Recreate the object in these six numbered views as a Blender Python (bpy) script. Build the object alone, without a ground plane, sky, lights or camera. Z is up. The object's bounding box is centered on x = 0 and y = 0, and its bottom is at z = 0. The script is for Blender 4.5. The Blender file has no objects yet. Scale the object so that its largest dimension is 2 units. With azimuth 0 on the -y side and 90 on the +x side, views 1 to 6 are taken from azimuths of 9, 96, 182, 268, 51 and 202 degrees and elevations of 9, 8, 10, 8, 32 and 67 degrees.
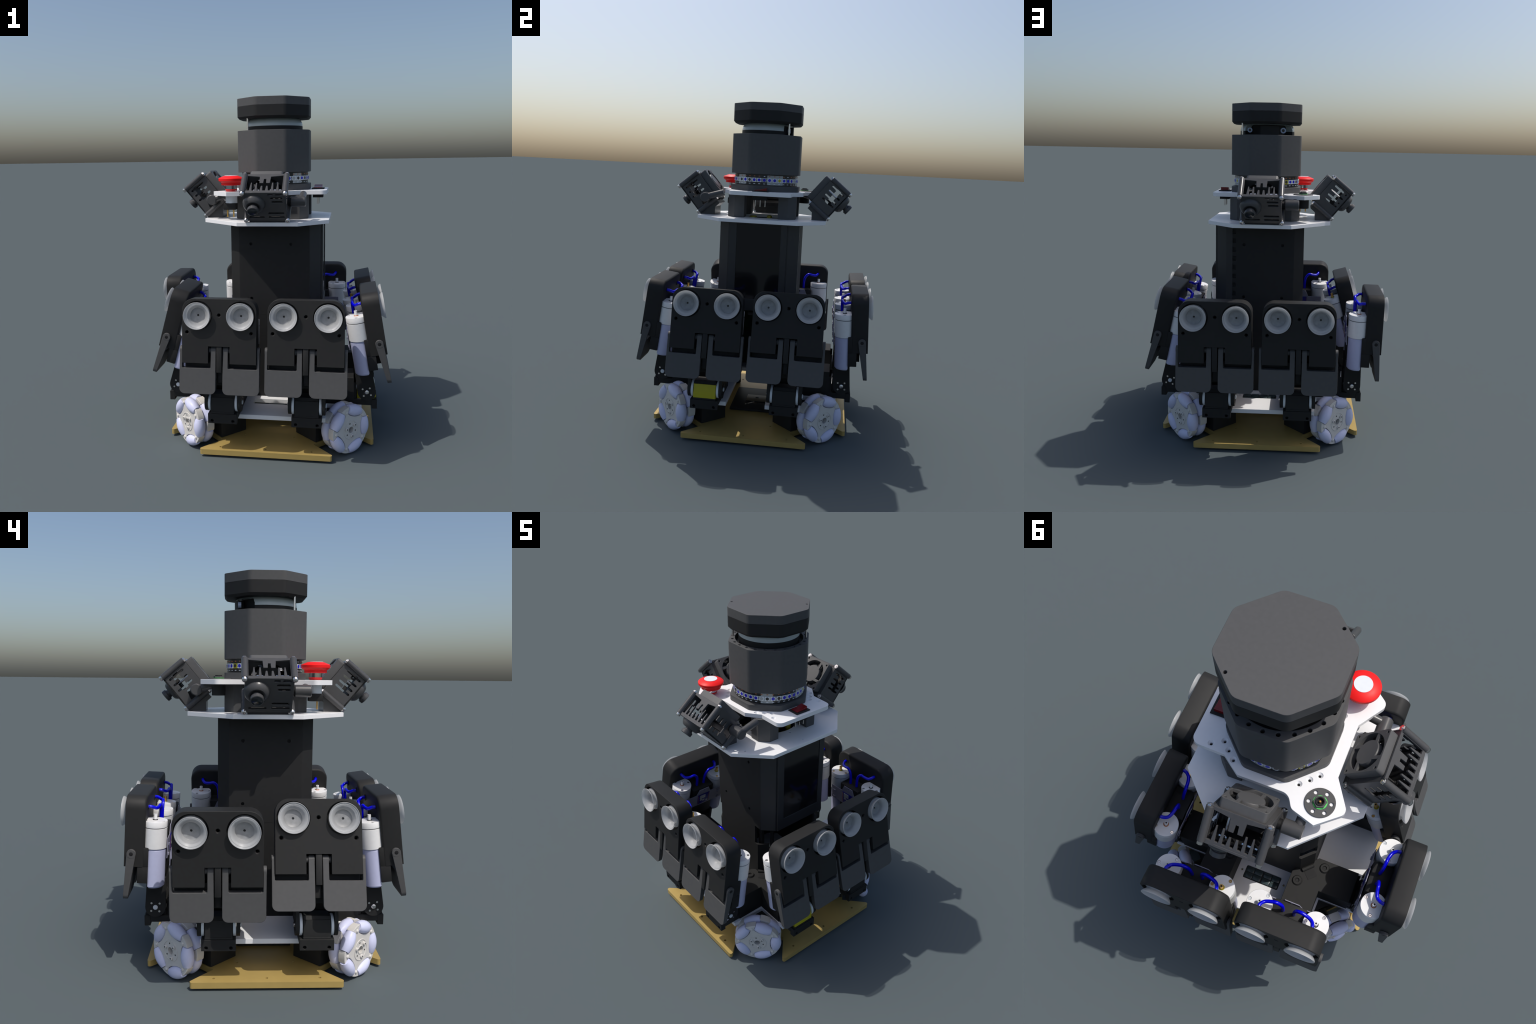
import bpy, bmesh, math, random
from mathutils import Matrix, Vector
random.seed(7)
pi = math.pi
rad = math.radians

# ------------------------------------------------------------------ materials
def material(name, color, rough=0.5, metal=0.0, spec=0.5, grain=0.04, scale=60.0,
             transmission=0.0, coat=0.0, ior=1.45, bump=0.0, translucent=0.0, clear=0.0):
    m = bpy.data.materials.new(name)
    m.use_nodes = True
    nt = m.node_tree
    b = nt.nodes["Principled BSDF"]
    out = nt.nodes["Material Output"]
    tc = nt.nodes.new("ShaderNodeTexCoord")
    noise = nt.nodes.new("ShaderNodeTexNoise")
    noise.inputs["Scale"].default_value = scale
    noise.inputs["Detail"].default_value = 3
    nt.links.new(tc.outputs["Object"], noise.inputs["Vector"])
    ramp = nt.nodes.new("ShaderNodeValToRGB")
    lo = [max(0, c * (1 - grain)) for c in color] + [1]
    hi = [min(1, c * (1 + grain)) for c in color] + [1]
    ramp.color_ramp.elements[0].position = 0.3
    ramp.color_ramp.elements[1].position = 0.7
    ramp.color_ramp.elements[0].color = lo
    ramp.color_ramp.elements[1].color = hi
    nt.links.new(noise.outputs["Fac"], ramp.inputs["Fac"])
    nt.links.new(ramp.outputs["Color"], b.inputs["Base Color"])
    b.inputs["Roughness"].default_value = rough
    b.inputs["Metallic"].default_value = metal
    b.inputs["Specular IOR Level"].default_value = spec
    b.inputs["IOR"].default_value = ior
    b.inputs["Transmission Weight"].default_value = transmission
    b.inputs["Coat Weight"].default_value = coat
    if bump > 0:
        bp = nt.nodes.new("ShaderNodeBump")
        bp.inputs["Strength"].default_value = bump
        bp.inputs["Distance"].default_value = 0.002
        nt.links.new(noise.outputs["Fac"], bp.inputs["Height"])
        nt.links.new(bp.outputs["Normal"], b.inputs["Normal"])
    if translucent > 0:
        tr = nt.nodes.new("ShaderNodeBsdfTranslucent")
        tr.inputs["Color"].default_value = (*color, 1)
        mix = nt.nodes.new("ShaderNodeMixShader")
        mix.inputs["Fac"].default_value = translucent
        nt.links.new(b.outputs["BSDF"], mix.inputs[1])
        nt.links.new(tr.outputs["BSDF"], mix.inputs[2])
        nt.links.new(mix.outputs["Shader"], out.inputs["Surface"])
    if clear > 0:      # milky, partly see-through rubber
        link = out.inputs["Surface"].links[0]
        src = link.from_socket
        tp = nt.nodes.new("ShaderNodeBsdfTransparent")
        mx = nt.nodes.new("ShaderNodeMixShader")
        mx.inputs["Fac"].default_value = clear
        nt.links.new(src, mx.inputs[1])
        nt.links.new(tp.outputs["BSDF"], mx.inputs[2])
        nt.links.new(mx.outputs["Shader"], out.inputs["Surface"])
    return m

GREY = material("grey_printed_plastic", (0.078, 0.078, 0.079), 0.55, spec=0.3)
BLACK = material("black_printed_plastic", (0.0225, 0.0225, 0.0225), 0.55, spec=0.2)
HOUS = material("screen_housing_plastic", (0.034, 0.034, 0.035), 0.42, spec=0.4)
FLAPG = material("flap_grey_plastic", (0.078, 0.078, 0.079), 0.55, spec=0.3)
CAMG = material("camera_case_plastic", (0.062, 0.062, 0.064), 0.3, spec=0.45)
FANM = material("fan_plastic", (0.085, 0.085, 0.086), 0.45, spec=0.4)
DARK = material("dark_void_plastic", (0.012, 0.012, 0.013), 0.6, spec=0.3)
SCREEN = material("screen_glass", (0.008, 0.008, 0.009), 0.12, spec=0.5)
WHITE = material("white_sheet", (0.82, 0.82, 0.83), 0.35, spec=0.4, grain=0.01)
GOLD = material("gold_sheet", (0.455, 0.325, 0.108), 0.43, metal=0.2, spec=0.4, grain=0.03, scale=18)
ROLLER = material("lavender_rubber", (0.60, 0.62, 0.82), 0.4, spec=0.4, grain=0.02)
HUBW = material("hub_nylon", (0.62, 0.60, 0.57), 0.5, spec=0.4, grain=0.02)
MOTW = material("pump_white", (0.78, 0.78, 0.78), 0.35, grain=0.02)
MOTG = material("pump_grey", (0.60, 0.61, 0.62), 0.4, grain=0.02)
MOTL = material("motor_lavender", (0.50, 0.52, 0.72), 0.4, grain=0.02)
BRASS = material("brass", (0.75, 0.45, 0.12), 0.3, metal=0.8)
BLUE = material("blue_hose", (0.0, 0.0, 0.62), 0.25, spec=0.5, grain=0.0)
SILIC = material("silicone", (0.66, 0.67, 0.68), 0.35, clear=0.45, translucent=0.25, grain=0.02)
SILIN = material("silicone_core", (0.24, 0.245, 0.25), 0.45, grain=0.15, scale=40)
STEEL = material("steel", (0.72, 0.69, 0.67), 0.22, metal=1.0, grain=0.02)
CHROME = material("chrome", (0.62, 0.64, 0.66), 0.1, metal=1.0, grain=0.0)
RED = material("red_plastic", (0.85, 0.012, 0.012), 0.45, spec=0.3, grain=0.01)
DRED = material("dark_red_glass", (0.16, 0.008, 0.01), 0.2, grain=0.02)
GREEN = material("green_plastic", (0.10, 0.62, 0.13), 0.4, grain=0.02)
PCBG = material("green_circuit", (0.005, 0.03, 0.008), 0.4, grain=0.2)
PCBB = material("blue_circuit", (0.01, 0.01, 0.20), 0.4, grain=0.25, scale=120)
PCBP = material("holder_lilac", (0.24, 0.24, 0.31), 0.4)
YELL = material("yellow_plastic", (0.42, 0.38, 0.01), 0.4, grain=0.03)
YPCB = material("yellow_components", (0.28, 0.24, 0.02), 0.45, grain=0.5, scale=45)
LEDB = material("led_blue", (0.02, 0.02, 0.50), 0.25, grain=0.02)
LEDY = material("led_yellow", (0.45, 0.42, 0.02), 0.3, grain=0.02)
LEDW = material("led_package_white", (0.72, 0.75, 0.78), 0.35, grain=0.02)
LEDK = material("led_off", (0.03, 0.03, 0.03), 0.3, grain=0.0)
LEDG = material("led_clear", (0.38, 0.40, 0.40), 0.3, grain=0.02)
LEDR = material("led_resistor", (0.45, 0.16, 0.06), 0.4, grain=0.02)
DISC = material("pale_horn", (0.66, 0.70, 0.74), 0.4, grain=0.01)
LDOME = material("lidar_dome", (0.45, 0.50, 0.50), 0.2, spec=0.5, grain=0.01)
LENS = material("lens_glass", (0.02, 0.025, 0.03), 0.08, spec=0.6, grain=0.0)
LENSB = material("lidar_lens", (0.30, 0.36, 0.48), 0.25, grain=0.0)
BROWN = material("brown_board", (0.12, 0.09, 0.055), 0.5, grain=0.1)
GLASSB = material("relay_glass", (0.05, 0.075, 0.08), 0.2, grain=0.05)

# ------------------------------------------------------------------ mesh helpers
class Build:
    """Collects primitives into one mesh with several materials."""
    def __init__(self):
        self.v, self.f, self.m, self.mats = [], [], [], []
    def mat(self, m):
        if m not in self.mats:
            self.mats.append(m)
        return self.mats.index(m)
    def add(self, vf, m, M=None):
        v, f = vf
        o = len(self.v)
        k = self.mat(m)
        for p in v:
            self.v.append(tuple(M @ Vector(p)) if M is not None else tuple(p))
        for q in f:
            self.f.append([i + o for i in q])
            self.m.append(k)
        return self
    def mesh(self, name, angle=35):
        me = bpy.data.meshes.new(name)
        me.from_pydata(self.v, [], self.f)
        for m in self.mats:
            me.materials.append(m)
        me.polygons.foreach_set("material_index", self.m)
        me.polygons.foreach_set("use_smooth", [True] * len(self.f))
        me.update()
        bm = bmesh.new(); bm.from_mesh(me)
        bmesh.ops.recalc_face_normals(bm, faces=bm.faces)
        bm.to_mesh(me); bm.free()
        me.set_sharp_from_angle(angle=rad(angle))
        return me

def put(name, me, parent=None, M=None):
    ob = bpy.data.objects.new(name, me)
    bpy.context.scene.collection.objects.link(ob)
    if parent is not None:
        ob.parent = parent
    ob.matrix_local = M if M is not None else Matrix.Identity(4)
    return ob

def from_bm(bm):
    bm.verts.index_update()
    v = [tuple(x.co) for x in bm.verts]
    f = [[x.index for x in fc.verts] for fc in bm.faces]
    bm.free()
    return v, f

def box(x0, x1, y0, y1, z0, z1, bev=0.0, seg=2):
    bm = bmesh.new()
    bmesh.ops.create_cube(bm, size=1.0)
    for v in bm.verts:
        v.co = ((x0 + x1) / 2 + v.co.x * (x1 - x0), (y0 + y1) / 2 + v.co.y * (y1 - y0), (z0 + z1) / 2 + v.co.z * (z1 - z0))
    if bev > 0:
        bmesh.ops.bevel(bm, geom=list(bm.edges), offset=bev, segments=seg, affect='EDGES', profile=0.5)
    return from_bm(bm)

def lathe(profile, n=32, closed_ends=True):
    """profile: list of (r, z), spun about Z."""
    v, f, rings = [], [], []
    for r, z in profile:
        if r < 1e-6:
            rings.append([len(v)]); v.append((0, 0, z))
        else:
            rings.append(list(range(len(v), len(v) + n)))
            for i in range(n):
                a = 2 * pi * i / n
                v.append((r * math.cos(a), r * math.sin(a), z))
    for A, B in zip(rings, rings[1:]):
        for i in range(n):
            j = (i + 1) % n
            if len(A) == 1 and len(B) == 1:
                continue
            if len(A) == 1:
                f.append([A[0], B[i], B[j]])
            elif len(B) == 1:
                f.append([A[i], A[j], B[0]])
            else:
                f.append([A[i], A[j], B[j], B[i]])
    if closed_ends:
        if len(rings[0]) > 1: f.append(list(reversed(rings[0])))
        if len(rings[-1]) > 1: f.append(list(rings[-1]))
    return v, f

def cyl(r, z0, z1, n=24, bev=0.0):
    if bev > 0:
        return lathe([(r - bev, z0), (r, z0 + bev), (r, z1 - bev), (r - bev, z1)], n)
    return lathe([(r, z0), (r, z1)], n)

def ring(r0, r1, z0, z1, n=40):
    v, f = [], []
    for r, z in ((r0, z0), (r1, z0), (r1, z1), (r0, z1)):
        for i in range(n):
            a = 2 * pi * i / n
            v.append((r * math.cos(a), r * math.sin(a), z))
    for k in range(4):
        for i in range(n):
            j = (i + 1) % n
            f.append([k * n + i, k * n + j, ((k + 1) % 4) * n + j, ((k + 1) % 4) * n + i])
    return v, f

def circle(cx, cy, r, n=24):
    return [(cx + r * math.cos(2 * pi * i / n), cy + r * math.sin(2 * pi * i / n)) for i in range(n)]

def rect(x0, x1, y0, y1):
    return [(x0, y0), (x1, y0), (x1, y1), (x0, y1)]

def slot(x0, x1, y, r, n=8):
    """rounded slot lying along x"""
    p = []
    for i in range(n + 1):
        a = -pi / 2 + pi * i / n
        p.append((x1 - r + r * math.cos(a), y + r * math.sin(a)))
    for i in range(n + 1):
        a = pi / 2 + pi * i / n
        p.append((x0 + r + r * math.cos(a), y + r * math.sin(a)))
    return p

def rounded(pts, n=6):
    """pts: (x, y) or (x, y, radius); rounds the corners that have a radius."""
    out = []
    N = len(pts)
    for i in range(N):
        p = pts[i]
        P = Vector(p[:2]); r = p[2] if len(p) > 2 else 0
        if r <= 0:
            out.append(tuple(P)); continue
        A = (Vector(pts[i - 1][:2]) - P).normalized()
        B = (Vector(pts[(i + 1) % N][:2]) - P).normalized()
        ang = A.angle(B)
        t = r / math.tan(ang / 2)
        bis = (A + B).normalized()
        C = P + bis * (r / math.sin(ang / 2))
        a = P + A * t - C
        b = P + B * t - C
        a0 = math.atan2(a.y, a.x)
        d = math.atan2(b.y, b.x) - a0
        while d > pi: d -= 2 * pi
        while d < -pi: d += 2 * pi
        for k in range(n + 1):
            q = a0 + d * k / n
            out.append((C.x + r * math.cos(q), C.y + r * math.sin(q)))
    return out

def prism(outline, z0, z1, holes=(), bev=0.0):
    """Flat shape with holes, extruded from z0 to z1 with a small chamfer."""
    cu = bpy.data.curves.new("tmp", 'CURVE')
    cu.dimensions = '2D'
    cu.fill_mode = 'BOTH'
    for loop in [outline] + list(holes):
        sp = cu.splines.new('POLY')
        sp.points.add(len(loop) - 1)
        for pt, p in zip(sp.points, loop):
            pt.co = (p[0], p[1], 0, 1)
        sp.use_cyclic_u = True
    cu.extrude = (z1 - z0) / 2 - bev
    if bev > 0:
        cu.bevel_depth = bev
        cu.bevel_resolution = 0
        cu.offset = -bev
    ob = bpy.data.objects.new("tmp", cu)
    me = bpy.data.meshes.new_from_object(ob)
    zc = (z0 + z1) / 2
    bm = bmesh.new(); bm.from_mesh(me)
    bmesh.ops.remove_doubles(bm, verts=bm.verts, dist=1e-5)
    for v in bm.verts:
        v.co.z += zc
    bpy.data.objects.remove(ob); bpy.data.curves.remove(cu); bpy.data.meshes.remove(me)
    return from_bm(bm)

def carve(vf, cutters):
    """exact boolean: takes the cutters out of a solid"""
    def mk(v):
        me = bpy.data.meshes.new("tmp"); me.from_pydata(v[0], [], v[1]); me.update()
        bm = bmesh.new(); bm.from_mesh(me)
        bmesh.ops.remove_doubles(bm, verts=bm.verts, dist=1e-6)
        bmesh.ops.recalc_face_normals(bm, faces=bm.faces); bm.to_mesh(me); bm.free()
        ob = bpy.data.objects.new("tmp", me); bpy.context.scene.collection.objects.link(ob)
        return ob
    a = mk(vf)
    cs = [mk(c) for c in cutters]
    for c in cs:
        md = a.modifiers.new("cut", 'BOOLEAN'); md.operation = 'DIFFERENCE'; md.solver = 'EXACT'; md.object = c
    dg = bpy.context.evaluated_depsgraph_get(); dg.update()
    me = bpy.data.meshes.new_from_object(a.evaluated_get(dg))
    bm = bmesh.new(); bm.from_mesh(me)
    for ob in [a] + cs:
        m2 = ob.data; bpy.data.objects.remove(ob); bpy.data.meshes.remove(m2)
    bpy.data.meshes.remove(me)
    return from_bm(bm)

def moved(vf, M):
    return [tuple(M @ Vector(p)) for p in vf[0]], vf[1]

def loft(rings):
    """rings: equal-length loops of 3D points, skinned and capped"""
    n = len(rings[0]); v = [p for r in rings for p in r]; f = []
    for k in range(len(rings) - 1):
        for i in range(n):
            j = (i + 1) % n
            f.append([k * n + i, k * n + j, (k + 1) * n + j, (k + 1) * n + i])
    f.append(list(reversed(range(n)))); f.append(list(range((len(rings) - 1) * n, len(rings) * n)))
    return v, f

def spline(pts, n=6):
    P = [Vector(p) for p in pts]
    P = [P[0] * 2 - P[1]] + P + [P[-1] * 2 - P[-2]]
    out = []
    for i in range(1, len(P) - 2):
        a, b, c, d = P[i - 1], P[i], P[i + 1], P[i + 2]
        for k in range(n):
            t = k / n
            out.append(0.5 * ((2 * b) + (c - a) * t + (2 * a - 5 * b + 4 * c - d) * t * t + (3 * b - a - 3 * c + d) * t ** 3))
    out.append(P[-2])
    return out

def tube(pts, r, n=12, sub=6):
    Q = spline(pts, sub) if sub > 1 else [Vector(p) for p in pts]
    v, f = [], []
    up = Vector((0.137, 0.31, 0.94)).normalized()
    T0 = (Q[1] - Q[0]).normalized()
    X = T0.cross(up).normalized()
    for i, q in enumerate(Q):
        T = (Q[min(i + 1, len(Q) - 1)] - Q[max(i - 1, 0)]).normalized()
        X = (X - T * X.dot(T)).normalized()
        Y = T.cross(X)
        for k in range(n):
            a = 2 * pi * k / n
            v.append(tuple(q + X * r * math.cos(a) + Y * r * math.sin(a)))
    for i in range(len(Q) - 1):
        for k in range(n):
            j = (k + 1) % n
            f.append([i * n + k, i * n + j, (i + 1) * n + j, (i + 1) * n + k])
    f.append(list(reversed(range(n))))
    f.append(list(range((len(Q) - 1) * n, len(Q) * n)))
    return v, f

def T(x, y, z): return Matrix.Translation((x, y, z))
def Rx(a): return Matrix.Rotation(a, 4, 'X')
def Ry(a): return Matrix.Rotation(a, 4, 'Y')
def Rz(a): return Matrix.Rotation(a, 4, 'Z')
# maps a flat prism (x, y, depth) to a standing one: x -> x, y -> z, depth -> -y (outwards)
STAND = Matrix(((1, 0, 0, 0), (0, 0, -1, 0), (0, 1, 0, 0), (0, 0, 0, 1)))
# maps a prism drawn as (outward, up, lateral) into local axes: x=lateral, y=-outward, z=up
SIDE = Matrix(((0, 0, 1, 0), (-1, 0, 0, 0), (0, 1, 0, 0), (0, 0, 0, 1)))
ALONGX = Ry(pi / 2)      # z axis -> x axis
OUT = Rx(pi / 2)         # z axis -> -y axis (outwards)

# ------------------------------------------------------------------ the robot
robot = bpy.data.objects.new("mobile_robot", None)
bpy.context.scene.collection.objects.link(robot)
robot.empty_display_size = 0.2
robot["label"] = "four sided black robot with suction grippers, omni wheels and tower"
robot["category"] = "robot"
CX, CY = 0.029, -0.011
robot.location = (CX, CY, 0)
SIDES = {'-y': 0.0, '+x': pi / 2, '+y': pi, '-x': -pi / 2}

def part(name, vf_list, parent=robot, M=None, angle=35):
    b = Build()
    for item in vf_list:
        b.add(item[0], item[1], item[2] if len(item) > 2 else None)
    return put(name, b.mesh(name, angle), parent, M)

# ---- base plate: gold sheet with wheel notches
q = [(0.384, -0.600, 0.012), (0.2605, -0.4655, 0.0), (0.4655, -0.2605, 0.0), (0.600, -0.384, 0.012)]
outline = []
for k in range(4):
    c, s = math.cos(k * pi / 2), math.sin(k * pi / 2)
    outline += [(x * c - y * s, x * s + y * c, r) for x, y, r in q]
holes = []
for k in range(4):
    c, s = math.cos(k * pi / 2), math.sin(k * pi / 2)
    for x, y in ((-0.257, -0.558), (0, -0.558), (0.257, -0.558), (0.144, -0.392), (-0.144, -0.392)):
        holes.append(circle(x * c - y * s, x * s + y * c, 0.007, 12))
part("base_plate", [(prism(rounded(outline), 0.012, 0.042, holes), GOLD)])

# ---- battery and its board in the middle of the base
part("battery_tray", [(box(-0.20, 0.19, -0.145, 0.145, 0.0428, 0.0560, 0.002), BLACK)])
part("battery_board", [(box(-0.06, 0.045, -0.06, 0.07, 0.0562, 0.0610, 0.001), BROWN),
                       (box(-0.015, -0.005, 0.0, 0.02, 0.0611, 0.0635), DARK)])

# ---- wheels: double row omni wheels on the diagonals
WR, ROW = 0.143, 0.056
def roller_mesh():
    L, R0, Rm = 0.100, 0.0225, 0.0335
    prof = []
    for i in range(11):
        t = -1 + 2 * i / 10
        prof.append((R0 + (Rm - R0) * (1 - t * t), t * L / 2))
    prof = [(0.015, -L / 2)] + prof + [(0.015, L / 2)]
    b = Build(); b.add(lathe(prof, 20), ROLLER)
    return b.mesh("roller", 40)
ROLL = roller_mesh()
def hub_outline(off):
    """star-like hub: five lugs between five roller pockets"""
    p = []
    for k in range(5):
        a = off + 2 * pi * k / 5          # pocket centre
        hw = 0.40
        for da in (-0.19, -0.06, 0.06, 0.19):
            p.append((0.136 * math.cos(a - pi / 5 + da), 0.136 * math.sin(a - pi / 5 + da)))
        ca, sa = math.cos(a), math.sin(a)
        for (u, w) in ((0.124, -0.0515), (0.088, -0.0515), (0.082, -0.042), (0.077, -0.022), (0.076, 0), (0.077, 0.022), (0.082, 0.042), (0.088, 0.0515), (0.124, 0.0515)):
            p.append((u * ca - w * sa, u * sa + w * ca))
    return p
def hub_mesh():
    b = Build()
    for z0, z1, off in ((-0.026, 0.020, pi / 2 + pi / 5), (0.034, 0.072, pi / 2)):
        hol = [circle(0, 0, 0.020, 24)]
        b.add(prism(hub_outline(off), z0, z1, hol, 0.0015), HUBW)
    b.add(ring(0.0185, 0.045, 0.0200, 0.0340, 32), HUBW)
    b.add(ring(0.0185, 0.022, 0.0705, 0.0745, 32), HUBW)
    b.add(ring(0.050, 0.054, 0.071, 0.0745, 40), HUBW)
    for k in range(6):
        a = k * pi / 3 + 0.2
        x, y = 0.037 * math.cos(a), 0.037 * math.sin(a)
        if k % 2:
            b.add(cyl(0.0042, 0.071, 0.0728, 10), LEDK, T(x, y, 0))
        else:
            b.add(cyl(0.0095, 0.070, 0.081, 16, 0.002), HUBW, T(x, y, 0))
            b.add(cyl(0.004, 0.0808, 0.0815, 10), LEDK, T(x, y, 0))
    for k in range(5):
        a = pi / 2 + 2 * pi * (k + 0.5) / 5
        x, y = 0.112 * math.cos(a), 0.112 * math.sin(a)
        b.add(lathe([(0.009, 0.071), (0.009, 0.075), (0.005, 0.0785), (0, 0.0785)], 14), HUBW, T(x, y, 0))
    b.add(cyl(0.0185, -0.09, -0.02, 20), STEEL)
    return b.mesh("wheel", 35)
HUB = hub_mesh()
for i, (sx, sy) in enumerate(((1, -1), (1, 1), (-1, 1), (-1, -1))):
    az = math.atan2(sy, sx)
    spin = 0.0
    M = T(0.592 * sx / 2 ** .5, 0.592 * sy / 2 ** .5, WR) @ Rz(az) @ Ry(pi / 2) @ Rz(spin)
    w = put("wheel", HUB, robot, M)
    for zc, off in ((-0.003, pi / 2 + pi / 5), (0.057, pi / 2)):
        for k in range(5):
            a = off + 2 * pi * k / 5
            put("roller", ROLL, w, Rz(a) @ T(WR - 0.0335, 0, zc) @ Rx(pi / 2))
    # wheel motor housing on the diagonal
    part("wheel_motor_housing", [(box(0.335, 0.510, -0.124, 0.124, 0.0435, 0.2035, 0.003), BLACK),
                                 (cyl(0.03, 0.505, 0.555, 20), BLACK, Ry(pi / 2) @ T(-WR, 0, 0))], robot, Rz(az))

# ---- white middle plate with the cut-out towards +x
W, Rr, nt_ = 0.33, 0.531, 0.322
mid = [(-W, -Rr), (W, -Rr), (W, -nt_), (Rr, -nt_), (Rr, -0.116), (-0.12, -0.116), (-0.12, 0.116), (Rr, 0.116), (Rr, nt_), (W, nt_),
       (W, Rr), (-W, Rr), (-W, nt_), (-Rr, nt_), (-Rr, -nt_), (-W, -nt_)]
bays = [rounded([(-0.100, y0, .008), (0.108, y0, .008), (0.108, y1, .008), (-0.100, y1, .008)]) for y0, y1 in ((0.290, 0.364), (-0.364, -0.290))]
part("middle_plate", [(prism(mid, 0.204, 0.229, bays + [circle(sx * 0.125, sy * 0.325, 0.006, 12) for sx in (1, -1) for sy in (1, -1)], 0.001), WHITE)])
b = Build()
b.add(box(-0.0995, 0.1075, 0.2905, 0.3635, 0.205, 0.219), LEDK)
for ix in range(4):
    for iy in range(2):
        x = -0.094 + ix * 0.049 + (0.005 if ix > 1 else 0)
        y = 0.295 + iy * 0.033
        b.add(box(x, x + 0.045, y, y + 0.030, 0.2185, 0.2255, 0.002), GLASSB)
        b.add(box(x + 0.006, x + 0.038, y + 0.008, y + 0.011, 0.2252, 0.2265), LEDK)
put("relay_board", b.mesh("relay_board"), robot)

# ---- deck blocks at the four corners that carry the servos
deck = [(0.150, 0.262), (0.262, 0.150), (0.485, 0.150), (0.485, 0.318), (0.318, 0.318), (0.318, 0.485), (0.150, 0.485)]
b = Build()
DZ = 0.392
b.add(prism(deck, 0.228, DZ, [], 0.002), BLACK)
for x, y in ((0.193, 0.306), (0.306, 0.193)):
    b.add(lathe([(0.009, DZ + .002), (0.012, DZ + .010), (0.022, DZ + .010), (0.027, DZ + .002), (0.029, DZ - .0005)], 24, False), BLACK, T(x, y, 0))
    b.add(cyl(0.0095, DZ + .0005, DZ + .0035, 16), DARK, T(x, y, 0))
b.add(box(-0.034, 0.034, -0.026, 0.026, DZ + .0005, DZ + .0018), DARK, T(0.240, 0.240, 0) @ Rz(pi / 4))  # thin dark slab laid on the deck, standing in for a cutout
b.add(cyl(0.012, -0.034, 0.034, 16, 0.002), BLACK, T(0.222, 0.222, DZ + .004) @ Rz(-pi / 4) @ ALONGX)
DECK = b.mesh("servo_deck")
for k in range(4):
    put("servo_deck", DECK, robot, Rz(k * pi / 2))

# ---- tower: hollow octagonal shell, notched at the corners, screen module on +x
SLOT0, SLOT1, MOD = 0.605, 0.715, 0.735
plan = [(0.2255, -0.245), (0.2255, 0.190), (0.187, 0.190), (0.187, 0.245),
        (-0.187, 0.245, 0.006), (-0.245, 0.187, 0.006), (-0.245, -0.187, 0.006), (-0.187, -0.245, 0.006)]
def wall(pts, th, z0, z1):
    """open strip of wall of thickness th along plan points (outer side given, centre inside)"""
    P = [Vector(p) for p in pts]; inner = []
    for k, p in enumerate(P):
        a = (P[k] - P[k - 1]).normalized() if k else (P[1] - P[0]).normalized()
        c = (P[k + 1] - P[k]).normalized() if k < len(P) - 1 else a
        if not k: a = c
        t = (a + c).normalized()
        nrm = Vector((-t.y, t.x))
        if nrm.dot(p) > 0: nrm = -nrm
        inner.append(p + nrm * th / max(0.5, t.dot(a)))
    return prism([tuple(p) for p in P] + [tuple(p) for p in reversed(inner)], z0, z1)
b = Build()
cuts = [cyl(0.180, 1.17, 1.30, 48)]
cuts[0] = moved(cuts[0], T(-0.01, 0, 0))
for k in range(10):                       # column of slots on the +y panel
    z = 1.236 - 0.0545 * k
    cuts.append(box(0.166, 0.186, 0.234, 0.26, z - 0.0135, z + 0.0135))
for sd in ('-y', '+y', '-x'):             # screw holes
    for lx in (-0.117, 0.117):
        for z in (1.158, 0.833):
            cuts.append(moved(cyl(0.0092, 0.0, 0.03, 16), Rz(SIDES[sd]) @ T(lx, -0.23, z) @ OUT))
b.add(carve(prism(rounded(plan), MOD, 1.2775), cuts), BLACK)
housing = rounded([(0.2258, -0.2446), (0.287, -0.183, .003), (0.287, 0.183, .003), (0.225, 0.2453, .004), (0.1873, 0.2453), (0.1873, 0.1903), (0.2258, 0.1903)])
part("screen_housing", [(prism(housing, MOD, 1.2774), HOUS)])
low = [(0.237, -0.190), (0.194, -0.2445), (-0.187, -0.2445), (-0.2445, -0.187), (-0.2445, 0.187), (-0.187, 0.2445), (0.194, 0.2445), (0.237, 0.190)]
b.add(wall(low, 0.014, 0.2275, SLOT0), BLACK)
b.add(wall([(0.168, -0.2445), (-0.175, -0.2445)], 0.014, SLOT0 + .0002, MOD - .0002), BLACK)
b.add(wall([(-0.2445, -0.175), (-0.2445, 0.175)], 0.014, SLOT0 + .0002, MOD - .0002), BLACK)
b.add(wall([(-0.175, 0.2445), (0.168, 0.2445)], 0.014, SLOT0 + .0002, MOD - .0002), BLACK)
b.add(wall([(-0.175, -0.2445), (-0.187, -0.2445), (-0.2445, -0.187), (-0.2445, -0.175)], 0.014, SLOT1, MOD - .0002), BLACK)
b.add(wall([(-0.2445, 0.175), (-0.2445, 0.187), (-0.187, 0.2445), (-0.175, 0.2445)], 0.014, SLOT1, MOD - .0002), BLACK)
put("tower", b.mesh("tower"), robot)
scr = [(-0.175, 0.7355), (0.175, 0.7355), (0.175, 1.2772), (-0.175, 1.2772)]
part("screen_frame", [(prism(scr, 0.2872, 0.2985, [rect(-0.131, 0.138, 0.808, 1.268)], 0.0012), HOUS, STAND)], robot, Rz(pi / 2))
part("screen", [(box(-0.1309, 0.1379, -0.2945, -0.2873, 0.8081, 1.2679), SCREEN)], robot, Rz(pi / 2))
part("tower_circuit_board", [(box(-0.19, 0.19, 0.128, 0.135, 0.49, 0.73, 0.002), DARK),
                             (box(-0.13, 0.13, 0.1225, 0.1278, 0.500, 0.640, 0.001), PCBG)], robot, Rz(pi / 2))
b = Build()
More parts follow.
